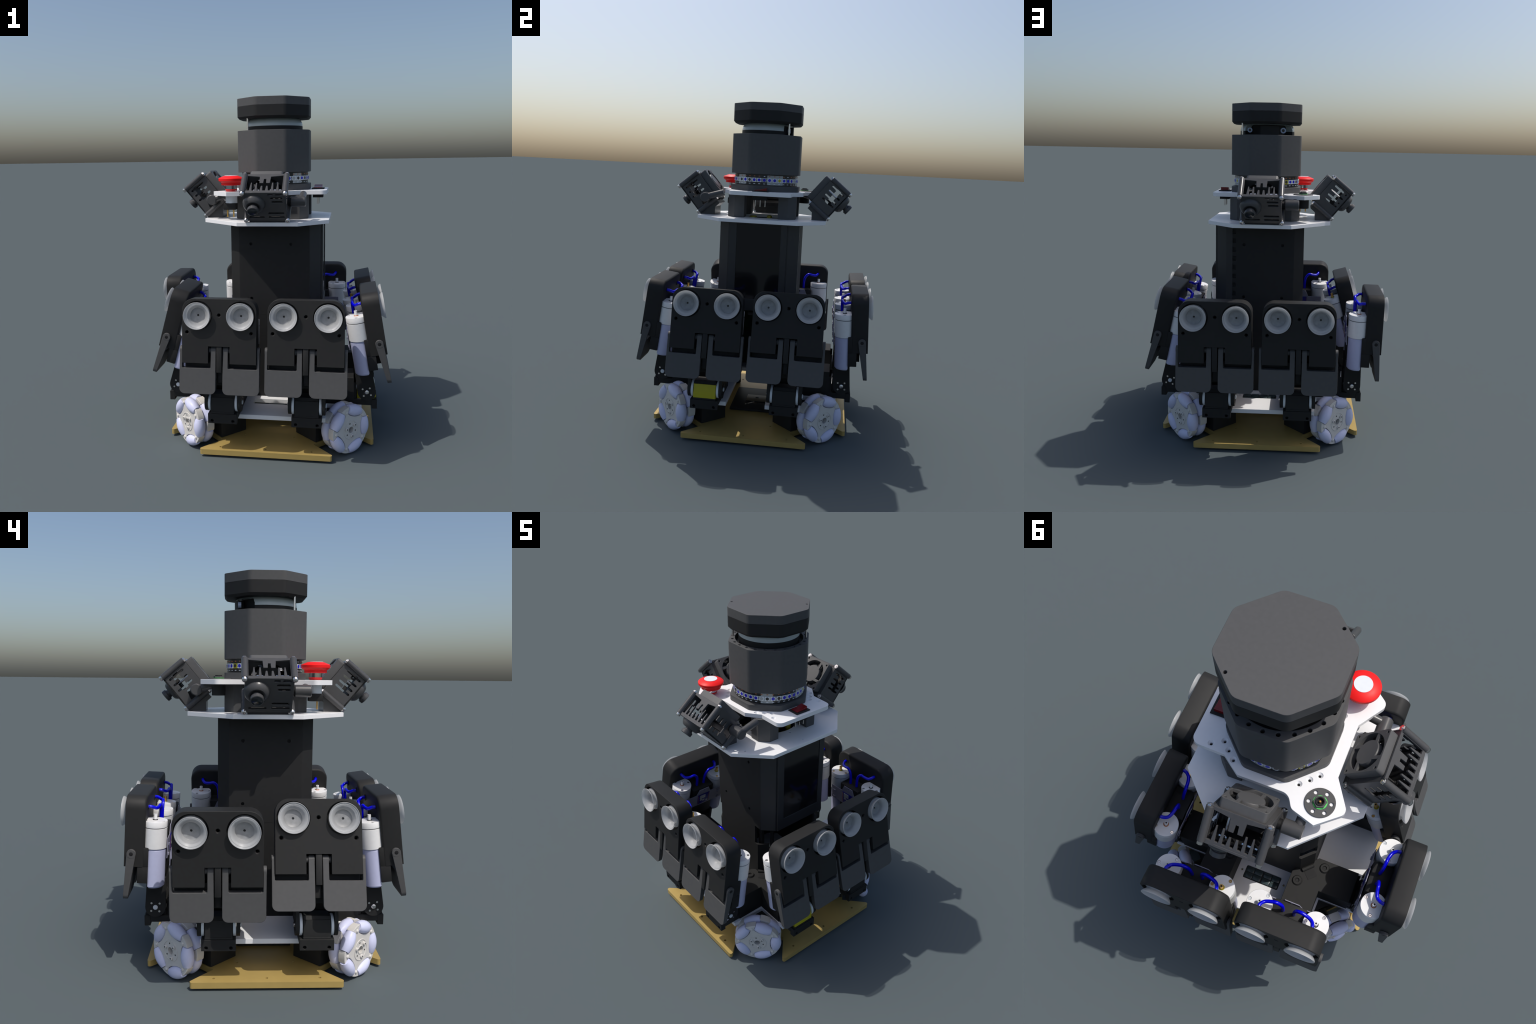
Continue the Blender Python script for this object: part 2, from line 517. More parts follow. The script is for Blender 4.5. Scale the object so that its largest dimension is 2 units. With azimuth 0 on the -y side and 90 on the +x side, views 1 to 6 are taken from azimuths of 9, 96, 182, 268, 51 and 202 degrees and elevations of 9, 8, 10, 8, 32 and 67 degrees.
for sy in (-1, 1):
    b.add(box(0.17, 0.195, sy * 0.205 - 0.012, sy * 0.205 + 0.012, 0.56, MOD - .0005, 0.002), BLACK)
    b.add(box(0.225, 0.245, sy * 0.165 - 0.008, sy * 0.165 + 0.008, 0.56, MOD - .0005, 0.002), BLACK)
b.add(box(0.1685, 0.215, 0.2325, 0.2442, 0.682, MOD - .0006, 0.002), BLACK)
b.add(cyl(0.011, -0.02, 0.02, 16, 0.003), GREY, T(0.22, -0.03, 0.700) @ Rx(pi / 2))
for sy in (-1, 1):
    b.add(box(-0.005, 0.005, -0.06, 0.06, 0.58, MOD - .001), DARK, T(-0.188, sy * 0.188, 0) @ Rz(-sy * pi / 4))
put("tower_inner_frame", b.mesh("tower_inner_frame"), robot)
# ---- lower white top plate
lp = [(-0.170, -0.404), (0.170, -0.404), (0.335, -0.239), (0.335, 0.236), (0.170, 0.401), (-0.170, 0.401), (-0.403, 0.168), (-0.403, -0.171)]
part("lower_top_plate", [(prism(lp, 1.278, 1.300, [circle(-0.01, 0.0, 0.172, 56), circle(0.20, -0.33, 0.006, 12), circle(0.19, 0.0, 0.007, 14), circle(0.30, 0.0, 0.004, 12)], 0.001), WHITE)])
# corner posts
post = [(0.105, 0.105), (0.212, 0.105), (0.212, 0.165), (0.165, 0.212), (0.105, 0.212)]
for k in range(4):
    part("plate_post", [(prism(post, 1.3005, 1.4405, [], 0.003), GREY)], robot, Rz(k * pi / 2))
# upper white top plate
up = [(0.095, -0.248), (0.172, -0.190), (0.319, -0.190, 0.035), (0.319, 0.187, 0.035), (0.176, 0.190), (0.096, 0.249), (-0.112, 0.249, 0.045),
      (-0.142, 0.300, 0.03), (-0.241, 0.330), (-0.342, 0.243, 0.03), (-0.262, 0.118), (-0.262, -0.118), (-0.342, -0.243, 0.03), (-0.241, -0.330),
      (-0.142, -0.300, 0.03), (-0.112, -0.248, 0.045)]
hl = []; cs = []
for sx in (1, -1):
    for sy in (1, -1):
        for x, y in ((0.134, 0.198), (0.166, 0.167), (0.196, 0.137)):
            hl.append(circle(sx * x, sy * y, 0.0125, 20)); cs.append((sx * x, sy * y))
hl += [circle(0.242, 0.165 * s_, 0.0125, 20) for s_ in (1, -1)]; cs += [(0.242, 0.165), (0.242, -0.165)]
part("upper_top_plate", [(prism(rounded(up), 1.441, 1.465, hl, 0.0008), WHITE)]
     + [(lathe([(0.0131, 1.4638), (0.0062, 1.4570), (0.0062, 1.4408)], 20, False), WHITE, T(x, y, 0)) for x, y in cs]
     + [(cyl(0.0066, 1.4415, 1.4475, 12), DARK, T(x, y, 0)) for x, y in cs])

# electronics sunk in the well below the lower plate
b = Build()
b.add(box(-0.15, 0.13, -0.12, 0.12, 1.172, 1.180), PCBG)
for k in range(46):
    a, r = random.uniform(0, 2 * pi), 0.15 * math.sqrt(random.random())
    x, y = r * math.cos(a) - 0.01, r * math.sin(a)
    w, d, h = random.uniform(.012, .035), random.uniform(.012, .035), random.uniform(.01, .07)
    b.add(box(x - w / 2, x + w / 2, y - d / 2, y + d / 2, 1.179, 1.182 + h, 0.001), random.choice((YPCB, YPCB, DARK, PCBG, LEDG)))
b.add(lathe([(0.024, 1.18), (0.024, 1.304), (0.020, 1.308), (0, 1.308)], 24), YPCB, T(0.105, -0.060, 0))
b.add(lathe([(0.016, 1.18), (0.016, 1.312), (0.010, 1.316), (0, 1.316)], 18), YPCB, T(0.12, 0.045, 0))
o = put("power_electronics", b.mesh("power_electronics"), robot)
o["kind"] = "stuff"
# rocker switch
part("rocker_switch", [(box(0.225, 0.300, -0.049, 0.049, 1.4655, 1.4715, 0.002), BLACK),
                       (prism([(-0.036, 0), (0.036, 0), (0.036, 0.018), (0.0, 0.008), (-0.036, 0.004)], 0.238, 0.287, [], 0.001), DRED,
                        Matrix(((0, 0, 1, 0), (1, 0, 0, 0), (0, 1, 0, 1.4716), (0, 0, 0, 1)))),
                       (box(0.232, 0.293, -0.042, 0.042, 1.415, 1.441, 0.002), DARK)]
     + [(box(0.255, 0.268, y - 0.002, y + 0.002, 1.375, 1.416), STEEL) for y in (-0.03, 0.0, 0.03)])
# emergency stop
part("emergency_stop", [(lathe([(0.033, 1.470), (0.033, 1.505)], 28), CHROME),
                        (lathe([(0.031, 1.4657), (0.0355, 1.4785), (0.032, 1.4785)], 28), RED),
                        (lathe([(0.046, 1.500), (0.057, 1.5015), (0.057, 1.514), (0.066, 1.520), (0.073, 1.5265), (0.0735, 1.539), (0.070, 1.5425), (0.040, 1.5545), (0, 1.555)], 40), RED),
                        (cyl(0.0375, 1.5545, 1.5562, 32), LEDW),
                        (cyl(0.034, 1.398, 1.441, 24), DISC),
                        (box(-0.04, 0.03, -0.035, 0.035, 1.36, 1.3985, 0.003), BLACK),
                        (box(-0.026, -0.018, -0.012, -0.009, 1.318, 1.361), BRASS),
                        (box(0.010, 0.018, -0.012, -0.009, 1.318, 1.361), BRASS)], robot, T(-0.227, -0.246, 0))
# power jack
hx = [(0.026 * math.cos(k * pi / 3 + .3), 0.026 * math.sin(k * pi / 3 + .3)) for k in range(6)]
part("power_jack", [(prism(circle(0, 0, 0.059, 40), 1.4655, 1.4705, [circle(0.043 * math.cos(k * pi / 3 + .2), 0.043 * math.sin(k * pi / 3 + .2), 0.0075, 16) for k in range(6)], 0.001), GREY),
                    (cyl(0.0275, 1.4702, 1.4725, 32), GREEN),
                    (prism(hx, 1.4722, 1.481, [circle(0, 0, 0.014, 24)], 0.001), GREY),
                    (ring(0.014, 0.0175, 1.472, 1.486, 28), DARK),
                    (cyl(0.0042, 1.4722, 1.484, 12, 0.001), BRASS),
                    (cyl(0.0139, 1.4724, 1.4735, 24), DARK),
                    (cyl(0.034, 1.385, 1.441, 24, 0.002), BLACK)], robot, T(-0.234, 0.240, 0))

# ---- head
def octagon(ap, r=0.0, cut=0.0):
    R = ap / math.cos(pi / 8)
    return rounded([(R * math.cos(pi / 8 + k * pi / 4), R * math.sin(pi / 8 + k * pi / 4), r) for k in range(8)], 4)
part("head_base", [(prism(octagon(0.214, 0.042), 1.4652, 1.500, [], 0.001), GREY)])
part("led_strip", [(cyl(0.2, 1.5002, 1.5695, 96), LEDK)])
def led_mesh(core, pack, res, extra=None):
    b = Build()
    b.add(box(-0.0122, 0.0122, -0.0035, 0.001, -0.0125, 0.0125, 0.0008), pack)
    b.add(cyl(0.0092, 0, 0.0008, 20), core, T(0, -0.0035, 0) @ OUT)
    b.add(box(-0.0045, 0.0045, -0.0012, 0.001, 0.021, 0.0255), res)
    b.add(box(-0.006, 0.006, -0.0006, 0.001, -0.0245, -0.021), LEDW)
    for sx in (-1, 1):
        for z in (-0.009, 0.0, 0.009):
            b.add(box(sx * 0.0150 - 0.0018, sx * 0.0150 + 0.0018, -0.0006, 0.001, z - 0.0022, z + 0.0022), DISC)
    return b.mesh("led")
LED = {k: led_mesh(c, p, r) for k, (c, p, r) in {
    'b': (LEDB, LEDW, LEDR), 'k': (LEDK, LEDW, LEDR), 'y': (LEDY, LEDW, LEDR), 'g': (LEDG, LEDW, LEDR),
    'o': (LEDK, LEDY, LEDR), 'd': (LEDB, LEDG, LEDW)}.items()}
NL = 40
seq = "bbbbgkbkbbdbbybdbgbbbkbbobbkbybbbgbbdbkb"
for k in range(NL):
    az = 2 * pi * (k + 0.35) / NL            # angle from -y towards +x
    put("led", LED[seq[k]], robot, Rz(az) @ T(0, -0.2004, 1.5345))
def strip_patch(a0, a1):
    n = 8; v = []; f = []
    for i in range(n + 1):
        a = rad(a0 + (a1 - a0) * i / n)
        for r in (0.1990, 0.2008):
            for z in (1.506, 1.564):
                v.append((r * math.sin(a), -r * math.cos(a), z))
    for i in range(n):
        o = i * 4; p = o + 4
        f += [[o + 2, o + 3, p + 3, p + 2], [o, o + 2, p + 2, p], [o + 1, p + 1, p + 3, o + 3], [o, p, p + 1, o + 1]]
    f += [[0, 1, 3, 2], [n * 4, n * 4 + 2, n * 4 + 3, n * 4 + 1]]
    return v, f
b = Build()
for a0, a1 in ((38, 57), (98, 127), (162, 181), (275, 294)):
    b.add(strip_patch(a0, a1), LEDG)
put("strip_joint", b.mesh("strip_joint"), robot)
part("head_housing", [(prism(octagon(0.214, 0.042), 1.570, 1.814, [circle(0, 0, 0.187, 64)] + [circle(0.201 * math.cos(rad(15 * k)), 0.201 * math.sin(rad(15 * k)), 0.0082, 14) for k in range(24)], 0.001), GREY),
                      (cyl(0.1865, 1.571, 1.79, 64), DARK)])
for sx in (1, -1):
    part("standoff", [(cyl(0.0055, 1.80, 1.885, 12), STEEL)], robot, T(0.142 * sx, 0.142 * sx, 0))
b = Build()
b.add(prism(octagon(0.214, 0.042), 1.9532, 2.0, [circle(0.142 * s, 0.142 * s, 0.0065, 16) for s in (1, -1)], 0.001), GREY)
put("head_cap", b.mesh("head_cap"), robot)
# lower half of the cap: black, with the chamfered corners underneath
b = Build()
b.add(prism(octagon(0.2138, 0.042), 1.892, 1.953, [], 0.001), BLACK)
oc = octagon(0.2138, 0.042); oc2 = []
for x, y in oc:
    r = math.hypot(x, y)
    oc2.append((x * min(1, 0.214 / r), y * min(1, 0.214 / r)))
v = [(x, y, 1.8925) for x, y in oc] + [(x, y, 1.880) for x, y in oc2]
n = len(oc)
b.add((v, [[i, (i + 1) % n, n + (i + 1) % n, n + i] for i in range(n)] + [list(range(n, 2 * n))]), BLACK)
put("cap_underside", b.mesh("cap_underside"), robot)
def wrap(a0, a1, z0, z1, r0, r1, rc, n=40):
    """rounded window wrapped on a cylinder, angles from -y towards +x"""
    v, f = [], []
    L = (a1 - a0)
    for i in range(n + 1):
        t = i / n
        a = rad(a0 + L * t)
        d = min(t, 1 - t) * rad(L) * r1
        k = 0 if d >= rc else rc - math.sqrt(max(0, rc * rc - (rc - d) ** 2))
        k = min(k, (z1 - z0) / 2 - 0.001)
        for r, z in ((r0, z0 + k), (r1, z0 + k), (r1, z1 - k), (r0, z1 - k)):
            v.append((r * math.sin(a), -r * math.cos(a), z))
    for i in range(n):
        for k in range(4):
            f.append([4 * i + k, 4 * i + (k + 1) % 4, 4 * i + 4 + (k + 1) % 4, 4 * i + 4 + k])
    f += [[3, 2, 1, 0], [4 * n, 4 * n + 1, 4 * n + 2, 4 * n + 3]]
    return v, f

# lidar inside the head gap: drum with a window cut out towards +y
b = Build()
window = moved(wrap(130, 249, 1.770, 1.876, 0.125, 0.19, 0.026), Matrix.Identity(4))
b.add(carve(cyl(0.168, 1.78, 1.838, 72), [window]), BLACK)
b.add(carve(lathe([(0.168, 1.8382), (0.168, 1.846), (0.164, 1.862), (0.156, 1.874), (0.148, 1.882), (0.14, 1.89)], 72, True), [window]), LDOME)
put("lidar", b.mesh("lidar"), robot)
b = Build()
b.add(wrap(168, 209, 1.785, 1.8695, 0.13, 0.161, 0.006), BLACK)
b.add(wrap(130.5, 248.5, 1.79, 1.875, 0.123, 0.126, 0.026), DARK)
for lx, r in ((0.097, 0.0145), (-0.104, 0.0165)):
    yy = 0.144 if lx > 0 else 0.140
    b.add(ring(r * 0.55, r, -0.012, 0.004, 24), LENSB, T(lx, yy, 1.842) @ Rx(-pi / 2))
    b.add(cyl(r * 0.56, -0.012, 0.001, 20), LENS, T(lx, yy, 1.842) @ Rx(-pi / 2))
put("lidar_window", b.mesh("lidar_window"), robot)

# ---- cameras on three sides
TILT = rad(39.77)
def camera_parts():
    P = {}
    # case: x lateral, y inwards from the front face, z up along the face
    b = Build()
    front_holes = [slot(0.019, 0.050, 0.086, 0.006), slot(0.060, 0.099, 0.086, 0.006), slot(0.033, 0.098, 0.061, 0.0065), slot(0.038, 0.098, 0.034, 0.0065),
                   slot(0.013, 0.101, -0.050, 0.0065), slot(-0.095, -0.009, -0.079, 0.007), slot(0.013, 0.101, -0.079, 0.007)]
    fr = rounded([(-0.113, -0.108, .012), (0.113, -0.108, .012), (0.113, 0.098, .006), (0.06, 0.104, .02), (-0.06, 0.104, .02), (-0.113, 0.098, .006)])
    b.add(prism(fr, -0.010, 0.0, front_holes, 0.001), CAMG, STAND)
    # comb-like top grille (x, depth) at z = 0.105
    comb = [(-0.097, 0.020), (-0.080, 0.020), (-0.074, 0.082), (-0.069, 0.082), (-0.065, 0.020), (-0.051, 0.020), (-0.047, 0.080), (-0.040, 0.080), (-0.037, 0.020),
            (-0.023, 0.020), (-0.018, 0.056), (-0.010, 0.056), (-0.007, 0.020), (0.007, 0.020), (0.010, 0.056), (0.018, 0.056), (0.023, 0.020),
            (0.037, 0.020), (0.040, 0.080), (0.047, 0.080), (0.051, 0.020), (0.065, 0.020), (0.069, 0.082), (0.074, 0.082), (0.080, 0.020), (0.097, 0.020),
            (0.097, 0.136), (0.031, 0.128), (0.028, 0.078), (0.008, 0.078), (0.006, 0.110), (-0.006, 0.110), (-0.008, 0.078), (-0.028, 0.078), (-0.031, 0.128), (-0.097, 0.136)]
    b.add(prism(rect(-0.113, 0.113, 0.001, 0.150), 0.093, 0.103, [comb], 0.001), CAMG)
    b.add(prism(rect(-0.113, 0.113, 0.001, 0.150), -0.107, -0.097, [slot(-0.08, 0.08, 0.05, 0.012), slot(-0.08, 0.08, 0.10, 0.012)], 0.001), CAMG)
    # side walls with ragged ventilation slots, drawn as (depth, z)
    wall = rect(0.001, 0.148, -0.099, 0.094)
    def fingers(back, front, b0, f0, top, bot):
        """open field between depth f0 and b0 with slot fingers reaching back and front"""
        p = [(f0, top), (b0, top)]
        for v in back:
            p += [(b0, v + .006), (0.112, v + .006), (0.117, v), (0.112, v - .006), (b0, v - .006)]
        p += [(b0, bot), (f0, bot)]
        for v in reversed(front):
            p += [(f0, v - .006), (0.027, v - .006), (0.021, v), (0.027, v + .006), (f0, v + .006)]
        return p
    cutA = fingers((0.068, 0.036, 0.003, -0.026), (0.066, 0.033, 0.0, -0.026), 0.079, 0.049, 0.076, -0.034)
    cutA2 = fingers((0.066, 0.030, -0.004), (0.066, 0.030, -0.006), 0.082, 0.045, 0.076, -0.018)
    cutB = rounded([(0.046, -0.082, .004), (0.124, -0.082, .004), (0.124, -0.034, .004), (0.060, -0.030, .004)])
    Mx = Matrix(((0, 0, 1, 0), (1, 0, 0, 0), (0, 1, 0, 0), (0, 0, 0, 1)))
    b.add(prism(wall, -0.113, -0.107, [cutA], 0.0), CAMG, Mx)
    b.add(prism(wall, 0.107, 0.113, [cutA2, cutB], 0.0), CAMG, Mx)
    # back frame
    b.add(prism(rect(-0.107, 0.107, -0.097, 0.093), 0.137, 0.147, [circle(0, 0, 0.082, 40)], 0.0008), CAMG, Matrix(((1, 0, 0, 0), (0, 0, 1, 0), (0, 1, 0, 0), (0, 0, 0, 1))))
    # corner posts
    for sx in (-1, 1):
        for sz in (-1, 1):
            b.add(cyl(0.0155, -0.146, -0.003, 20, 0.001), CAMG, T(sx * 0.114, 0, sz * 0.1) @ OUT)
    P["case"] = b.mesh("camera_case")
    # lens with its ball mount
    b = Build()
    b.add(lathe([(0.062, -0.002), (0.060, 0.008), (0.055, 0.018), (0.046, 0.028), (0.040, 0.031), (0.032, 0.028)], 40, False), CAMG)
    b.add(cyl(0.0325, 0.0, 0.0285, 32), DARK)
    b.add(lathe([(0.022, 0.028), (0.022, 0.040), (0.0255, 0.040), (0.0255, 0.044), (0.030, 0.044), (0.0315, 0.046), (0.0315, 0.064), (0.0285, 0.066), (0.0265, 0.0645)], 40, False), CAMG)
    b.add(lathe([(0.0268, 0.0640), (0.018, 0.0655), (0, 0.066)], 32, False), LENS)
    P["lens"] = b.mesh("camera_lens")
    # screws
    b = Build(); b.add(lathe([(0.0, 0.0130), (0.008, 0.0126), (0.0125, 0.0095), (0.0125, -0.012), (0, -0.012)], 18), STEEL)
    P["screw"] = b.mesh("screw", 60)
    b = Build(); b.add(lathe([(0.0, 0.009), (0.006, 0.009), (0.006, 0.006), (0.0125, 0.006), (0.0125, -0.004), (0, -0.004)], 6), STEEL)
    P["nut"] = b.mesh("nut")
    # fan
    b = Build()
    Mz = Matrix(((1, 0, 0, 0), (0, 0, 1, 0), (0, 1, 0, 0), (0, 0, 0, 1)))
    sq = rounded([(-0.091, -0.091, .014), (0.091, -0.091, .014), (0.091, 0.091, .014), (-0.091, 0.091, .014)])
    b.add(prism(sq, 0.1478, 0.188, [circle(0, 0, 0.083, 48)] + [circle(sx * .077, sz * .077, .0055, 12) for sx in (1, -1) for sz in (1, -1)], 0.001), FANM, Mz)
    b.add(lathe([(0.05, 0.150), (0.055, 0.152), (0.055, 0.182), (0.052, 0.1865), (0, 0.1865)], 40), FANM, Matrix(((1, 0, 0, 0), (0, 0, 1, 0), (0, 1, 0, 0), (0, 0, 0, 1))))
    for k in range(4):
        spoke = [(0.048, -0.006), (0.085, -0.030), (0.085, -0.012), (0.050, 0.010)]
        b.add(prism(spoke, 0.176, 0.1862), FANM, Mz @ Rz(k * pi / 2 + 0.6))
    for k in range(7):
        bl = [(0.05, -0.018), (0.081, -0.024), (0.081, 0.012), (0.05, 0.02)]
        b.add(prism(bl, 0.160, 0.163), DARK, Mz @ Rz(k * 2 * pi / 7) @ T(0, 0, 0.0))
    P["fan"] = b.mesh("camera_fan")
    # cable elbow on the right
    b = Build()
    b.add(cyl(0.030, 0.128, 0.212, 24, 0.005), CAMG, T(0, 0.105, -0.060) @ ALONGX)
    b.add(cyl(0.021, 0.112, 0.130, 20), DARK, T(0, 0.105, -0.060) @ ALONGX)
    b.add(tube([(0.190, 0.105, -0.060), (0.190, 0.16, -0.083), (0.190, 0.215, -0.108)], 0.020, 18, 2), CAMG)
    P["elbow"] = b.mesh("cable_elbow")
    # sensor board inside
    b = Build()
    b.add(box(-0.095, 0.095, 0.022, 0.028, -0.085, 0.085), DARK)
    b.add(box(-0.075, -0.045, 0.028, 0.045, 0.01, 0.04), DARK)
    b.add(cyl(0.006, 0.028, 0.137, 10), STEEL, T(-0.05, 0, 0.03) @ Rx(-pi / 2))
    b.add(box(0.03, 0.09, 0.04, 0.046, 0.078, 0.084), CHROME)
    b.add(box(-0.06, -0.03, 0.04, 0.046, 0.078, 0.084), CHROME)
    P["board"] = b.mesh("camera_board")
    return P
CP = camera_parts()
for s in ('-y', '+y', '-x'):
    # stand fixed to the plate, drawn in (r, z)
    st = [(0.402, 1.3005), (0.309, 1.3005), (0.309, 1.348), (0.281, 1.373), (0.296, 1.391), (0.405, 1.302)]
    v, f = prism(st, -0.098, 0.098, [], 0.0005)
    b = Build(); b.add((v, f), CAMG, SIDE)
    base = Rz(SIDES[s])
    M = base @ T(0, -0.4735, 1.3915) @ Rx(TILT)
    cam = put("camera", CP["case"], robot, M)
    stand = put("camera_stand", b.mesh("camera_stand"), cam, M.inverted() @ base)
    put("camera_lens", CP["lens"], cam, T(-0.058, 0, 0.024) @ OUT)
    put("camera_fan", CP["fan"], cam)
    put("cable_elbow", CP["elbow"], cam)
    put("camera_board", CP["board"], cam)
    for sx in (-1, 1):
        for sz in (-1, 1):
            put("screw", CP["screw"], cam, T(sx * 0.115, 0, sz * 0.1) @ OUT)
            put("nut", CP["nut"], cam, T(sx * 0.115, 0.147, sz * 0.1) @ Rx(-pi / 2))

# ------------------------------------------------------------------ suction gripper units
RP, ZP, S0 = 0.559, 0.314, 0.231
TILTS = {('-y', -1): 7.04, ('-y', 1): 7.74, ('+x', -1): 9.74, ('+x', 1): 12.5, ('+y', -1): 2.62, ('+y', 1): 3.0, ('-x', -1): -1.39, ('-x', 1): 15.7}
def body_mesh():
    b = Build()
    HT = 0.5875
    def rr(ins, d):
        r = 0.064 - ins
        p = rounded([(-0.202 + ins, 0.240 + ins), (0.202 - ins, 0.240 + ins), (0.202 - ins, HT - ins, r), (-0.202 + ins, HT - ins, r)], 12)
        return [(x, -d, y) for x, y in p]
    solid = loft([rr(0.012, 0.0520), rr(0.0065, 0.0533), rr(0.0025, 0.0570), rr(0.0, 0.0635), rr(0.0, 0.1485), rr(0.0015, 0.1500)])
    cut = []
    for sx in (-1, 1):
        cut.append(moved(cyl(0.0795, 0.108, 0.20, 56), T(sx * 0.117, 0, 0.497) @ OUT))
        cut.append(moved(lathe([(0.0078, 0.10), (0.0078, 0.145), (0.0125, 0.1515), (0.0125, 0.16)], 18), T(sx * 0.174, 0, 0.406) @ OUT))
    cut.append(moved(lathe([(0.0078, 0.10), (0.0078, 0.145), (0.0125, 0.1515), (0.0125, 0.16)], 18), T(0, 0, 0.5) @ OUT))
    cut.append(box(-0.059, 0.059, -0.20, 0.0, 0.20, 0.333))
    b.add(carve(solid, cut), BLACK)
    # lower tier behind the flaps
    b.add(box(-0.200, 0.200, -0.085, -0.034, 0.157, 0.2397, 0.002), BLACK)
    for x0, x1 in ((-0.1995, -0.0595), (0.0595, 0.1995)):
        b.add(box(x0, x1, -0.066, -0.034, 0.2398, 0.335, 0.002), BLACK)
    b.add(box(-0.0145, 0.0145, -0.146, -0.060, 0.192, 0.3328, 0.002), BLACK)
    b.add(box(-0.014, 0.014, -0.110, -0.060, 0.130, 0.1918, 0.002), BLACK)
    # block between the two pumps
    b.add(box(-0.078, 0.078, -0.0525, 0.045, 0.17, 0.42, 0.004), BLACK)
    # hose sockets
    for sx in (-1, 1):
        b.add(ring(0.012, 0.017, 0.049, 0.0512, 20), BLACK, T(sx * 0.125, -0.10, 0.525) @ Rx(-pi / 2))
    return b.mesh("suction_gripper", 30)
BODY = body_mesh()
b = Build()
arm = [(0.052 * math.cos(a), 0.052 * math.sin(a)) for a in [pi + pi * i / 16 for i in range(17)]] + [(0.048, 0.16), (-0.048, 0.16)]
for x0 in (-0.101, 0.083):
    b.add(prism(arm, x0, x0 + 0.018, [], 0.001), BLACK, SIDE)
    xo = -0.1012 if x0 < 0 else 0.1012
    sg = -1 if x0 < 0 else 1
    b.add(lathe([(0.012, -0.001), (0.012, 0.004), (0.009, 0.006), (0, 0.006)], 16), STEEL if sg < 0 else DISC, T(xo, 0, 0) @ Ry(sg * pi / 2))
    for k in range(4):
        a = pi / 4 + k * pi / 2
        b.add(ring(0.0055, 0.0095, -0.001, 0.0012, 14), BLACK, T(xo, 0.029 * math.cos(a), 0.029 * math.sin(a)) @ Ry(sg * pi / 2))
        b.add(cyl(0.0056, -0.001, 0.0005, 12), STEEL, T(xo, 0.029 * math.cos(a), 0.029 * math.sin(a)) @ Ry(sg * pi / 2))
b.add(box(-0.0829, 0.0829, -0.045, 0.03, 0.10, 0.158, 0.002), BLACK)
ARM = b.mesh("pivot_arm")

b = Build()
cup_prof = [(0.066, 0.110), (0.0675, 0.114), (0.0675, 0.138), (0.064, 0.143), (0.057, 0.146), (0.056, 0.151), (0.061, 0.157), (0.068, 0.164), (0.0725, 0.171), (0.0730, 0.1750),
            (0.0715, 0.1757), (0.0690, 0.1725), (0.0655, 0.1695), (0.0640, 0.1700), (0.0610, 0.1680), (0.0540, 0.1600), (0.0470, 0.1530), (0.0425, 0.1440), (0.0415, 0.1340)]
b.add(lathe(cup_prof, 48, False), SILIC)
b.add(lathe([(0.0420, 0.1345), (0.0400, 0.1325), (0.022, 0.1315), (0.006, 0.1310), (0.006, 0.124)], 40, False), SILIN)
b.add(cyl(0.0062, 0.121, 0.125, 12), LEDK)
b.add(cyl(0.060, 0.1082, 0.1205, 32), SILIN)
CUP = b.mesh("suction_cup", 50)

def pump_mesh(kind):
    b = Build()
    v, f = lathe([(0.054, 0.136), (0.057, 0.138), (0.057, 0.320), (0.053, 0.3245)], 44)
    b.add(([(x, max(y, -0.021), z) for x, y, z in v], f), MOTL)
    v, f = lathe([(0.050, 0.130), (0.050, 0.1362)], 28)
    b.add(([(x, max(y, -0.018), z) for x, y, z in v], f), MOTL)
    b.add(lathe([(0.055, 0.3252), (0.0605, 0.329), (0.0605, 0.4285), (0.057, 0.4295)], 48), MOTG if kind % 2 else MOTW)
    b.add(lathe([(0.0575, 0.4296), (0.0575, 0.4325)], 44), DARK)
    cap = lathe([(0.0590, 0.4326), (0.0607, 0.4345), (0.0607, 0.4625), (0.0595, 0.4645), (0, 0.4645)], 48)
    cut = []
    scr = [(0.049 * math.cos(rad(a)), 0.049 * math.sin(rad(a))) for a in (60, 180, 300)]
    for x, y in scr:
        cut.append(moved(cyl(0.0088, 0.4565, 0.48, 16), T(x, y, 0)))
    b.add(carve(cap, cut), MOTW)
    for x, y in scr:
        b.add(ring(0.003, 0.0068, 0.4566, 0.4618, 14), (STEEL, BRASS, STEEL, DISC)[kind % 4], T(x, y, 0))
    b.add(lathe([(0.0135, 0.4645), (0.0112, 0.4675), (0.0095, 0.4675)], 18), (DARK, YELL, LEDR, MOTW)[kind % 4])
    b.add(ring(0.0045, 0.0088, 0.4650, 0.4935, 16), (MOTW, BRASS, MOTW, MOTG)[kind % 4])
    b.add(cyl(0.0046, 0.4650, 0.490, 12), DARK)
    return b.mesh("pump_motor")
PUMPS = [pump_mesh(k) for k in range(4)]

def hose_mesh(sx, dip):
    pts = [(sx * 0.128, -0.062, 0.527), (sx * 0.126, -0.035, 0.526), (sx * 0.112, -0.014, 0.518), (sx * 0.085, -0.004, 0.515 + dip), (sx * 0.058, 0.0, 0.519 + dip),
           (sx * 0.036, 0.002, 0.502), (sx * 0.028, 0.002, 0.465), (sx * 0.027, 0.002, 0.415)]
    b = Build(); b.add(tube(pts, 0.0086, 14, 6), BLUE)
    return b.mesh("air_hose", 60)
HOSE = {(-1): hose_mesh(-1, 0.006), 1: hose_mesh(1, 0.004)}

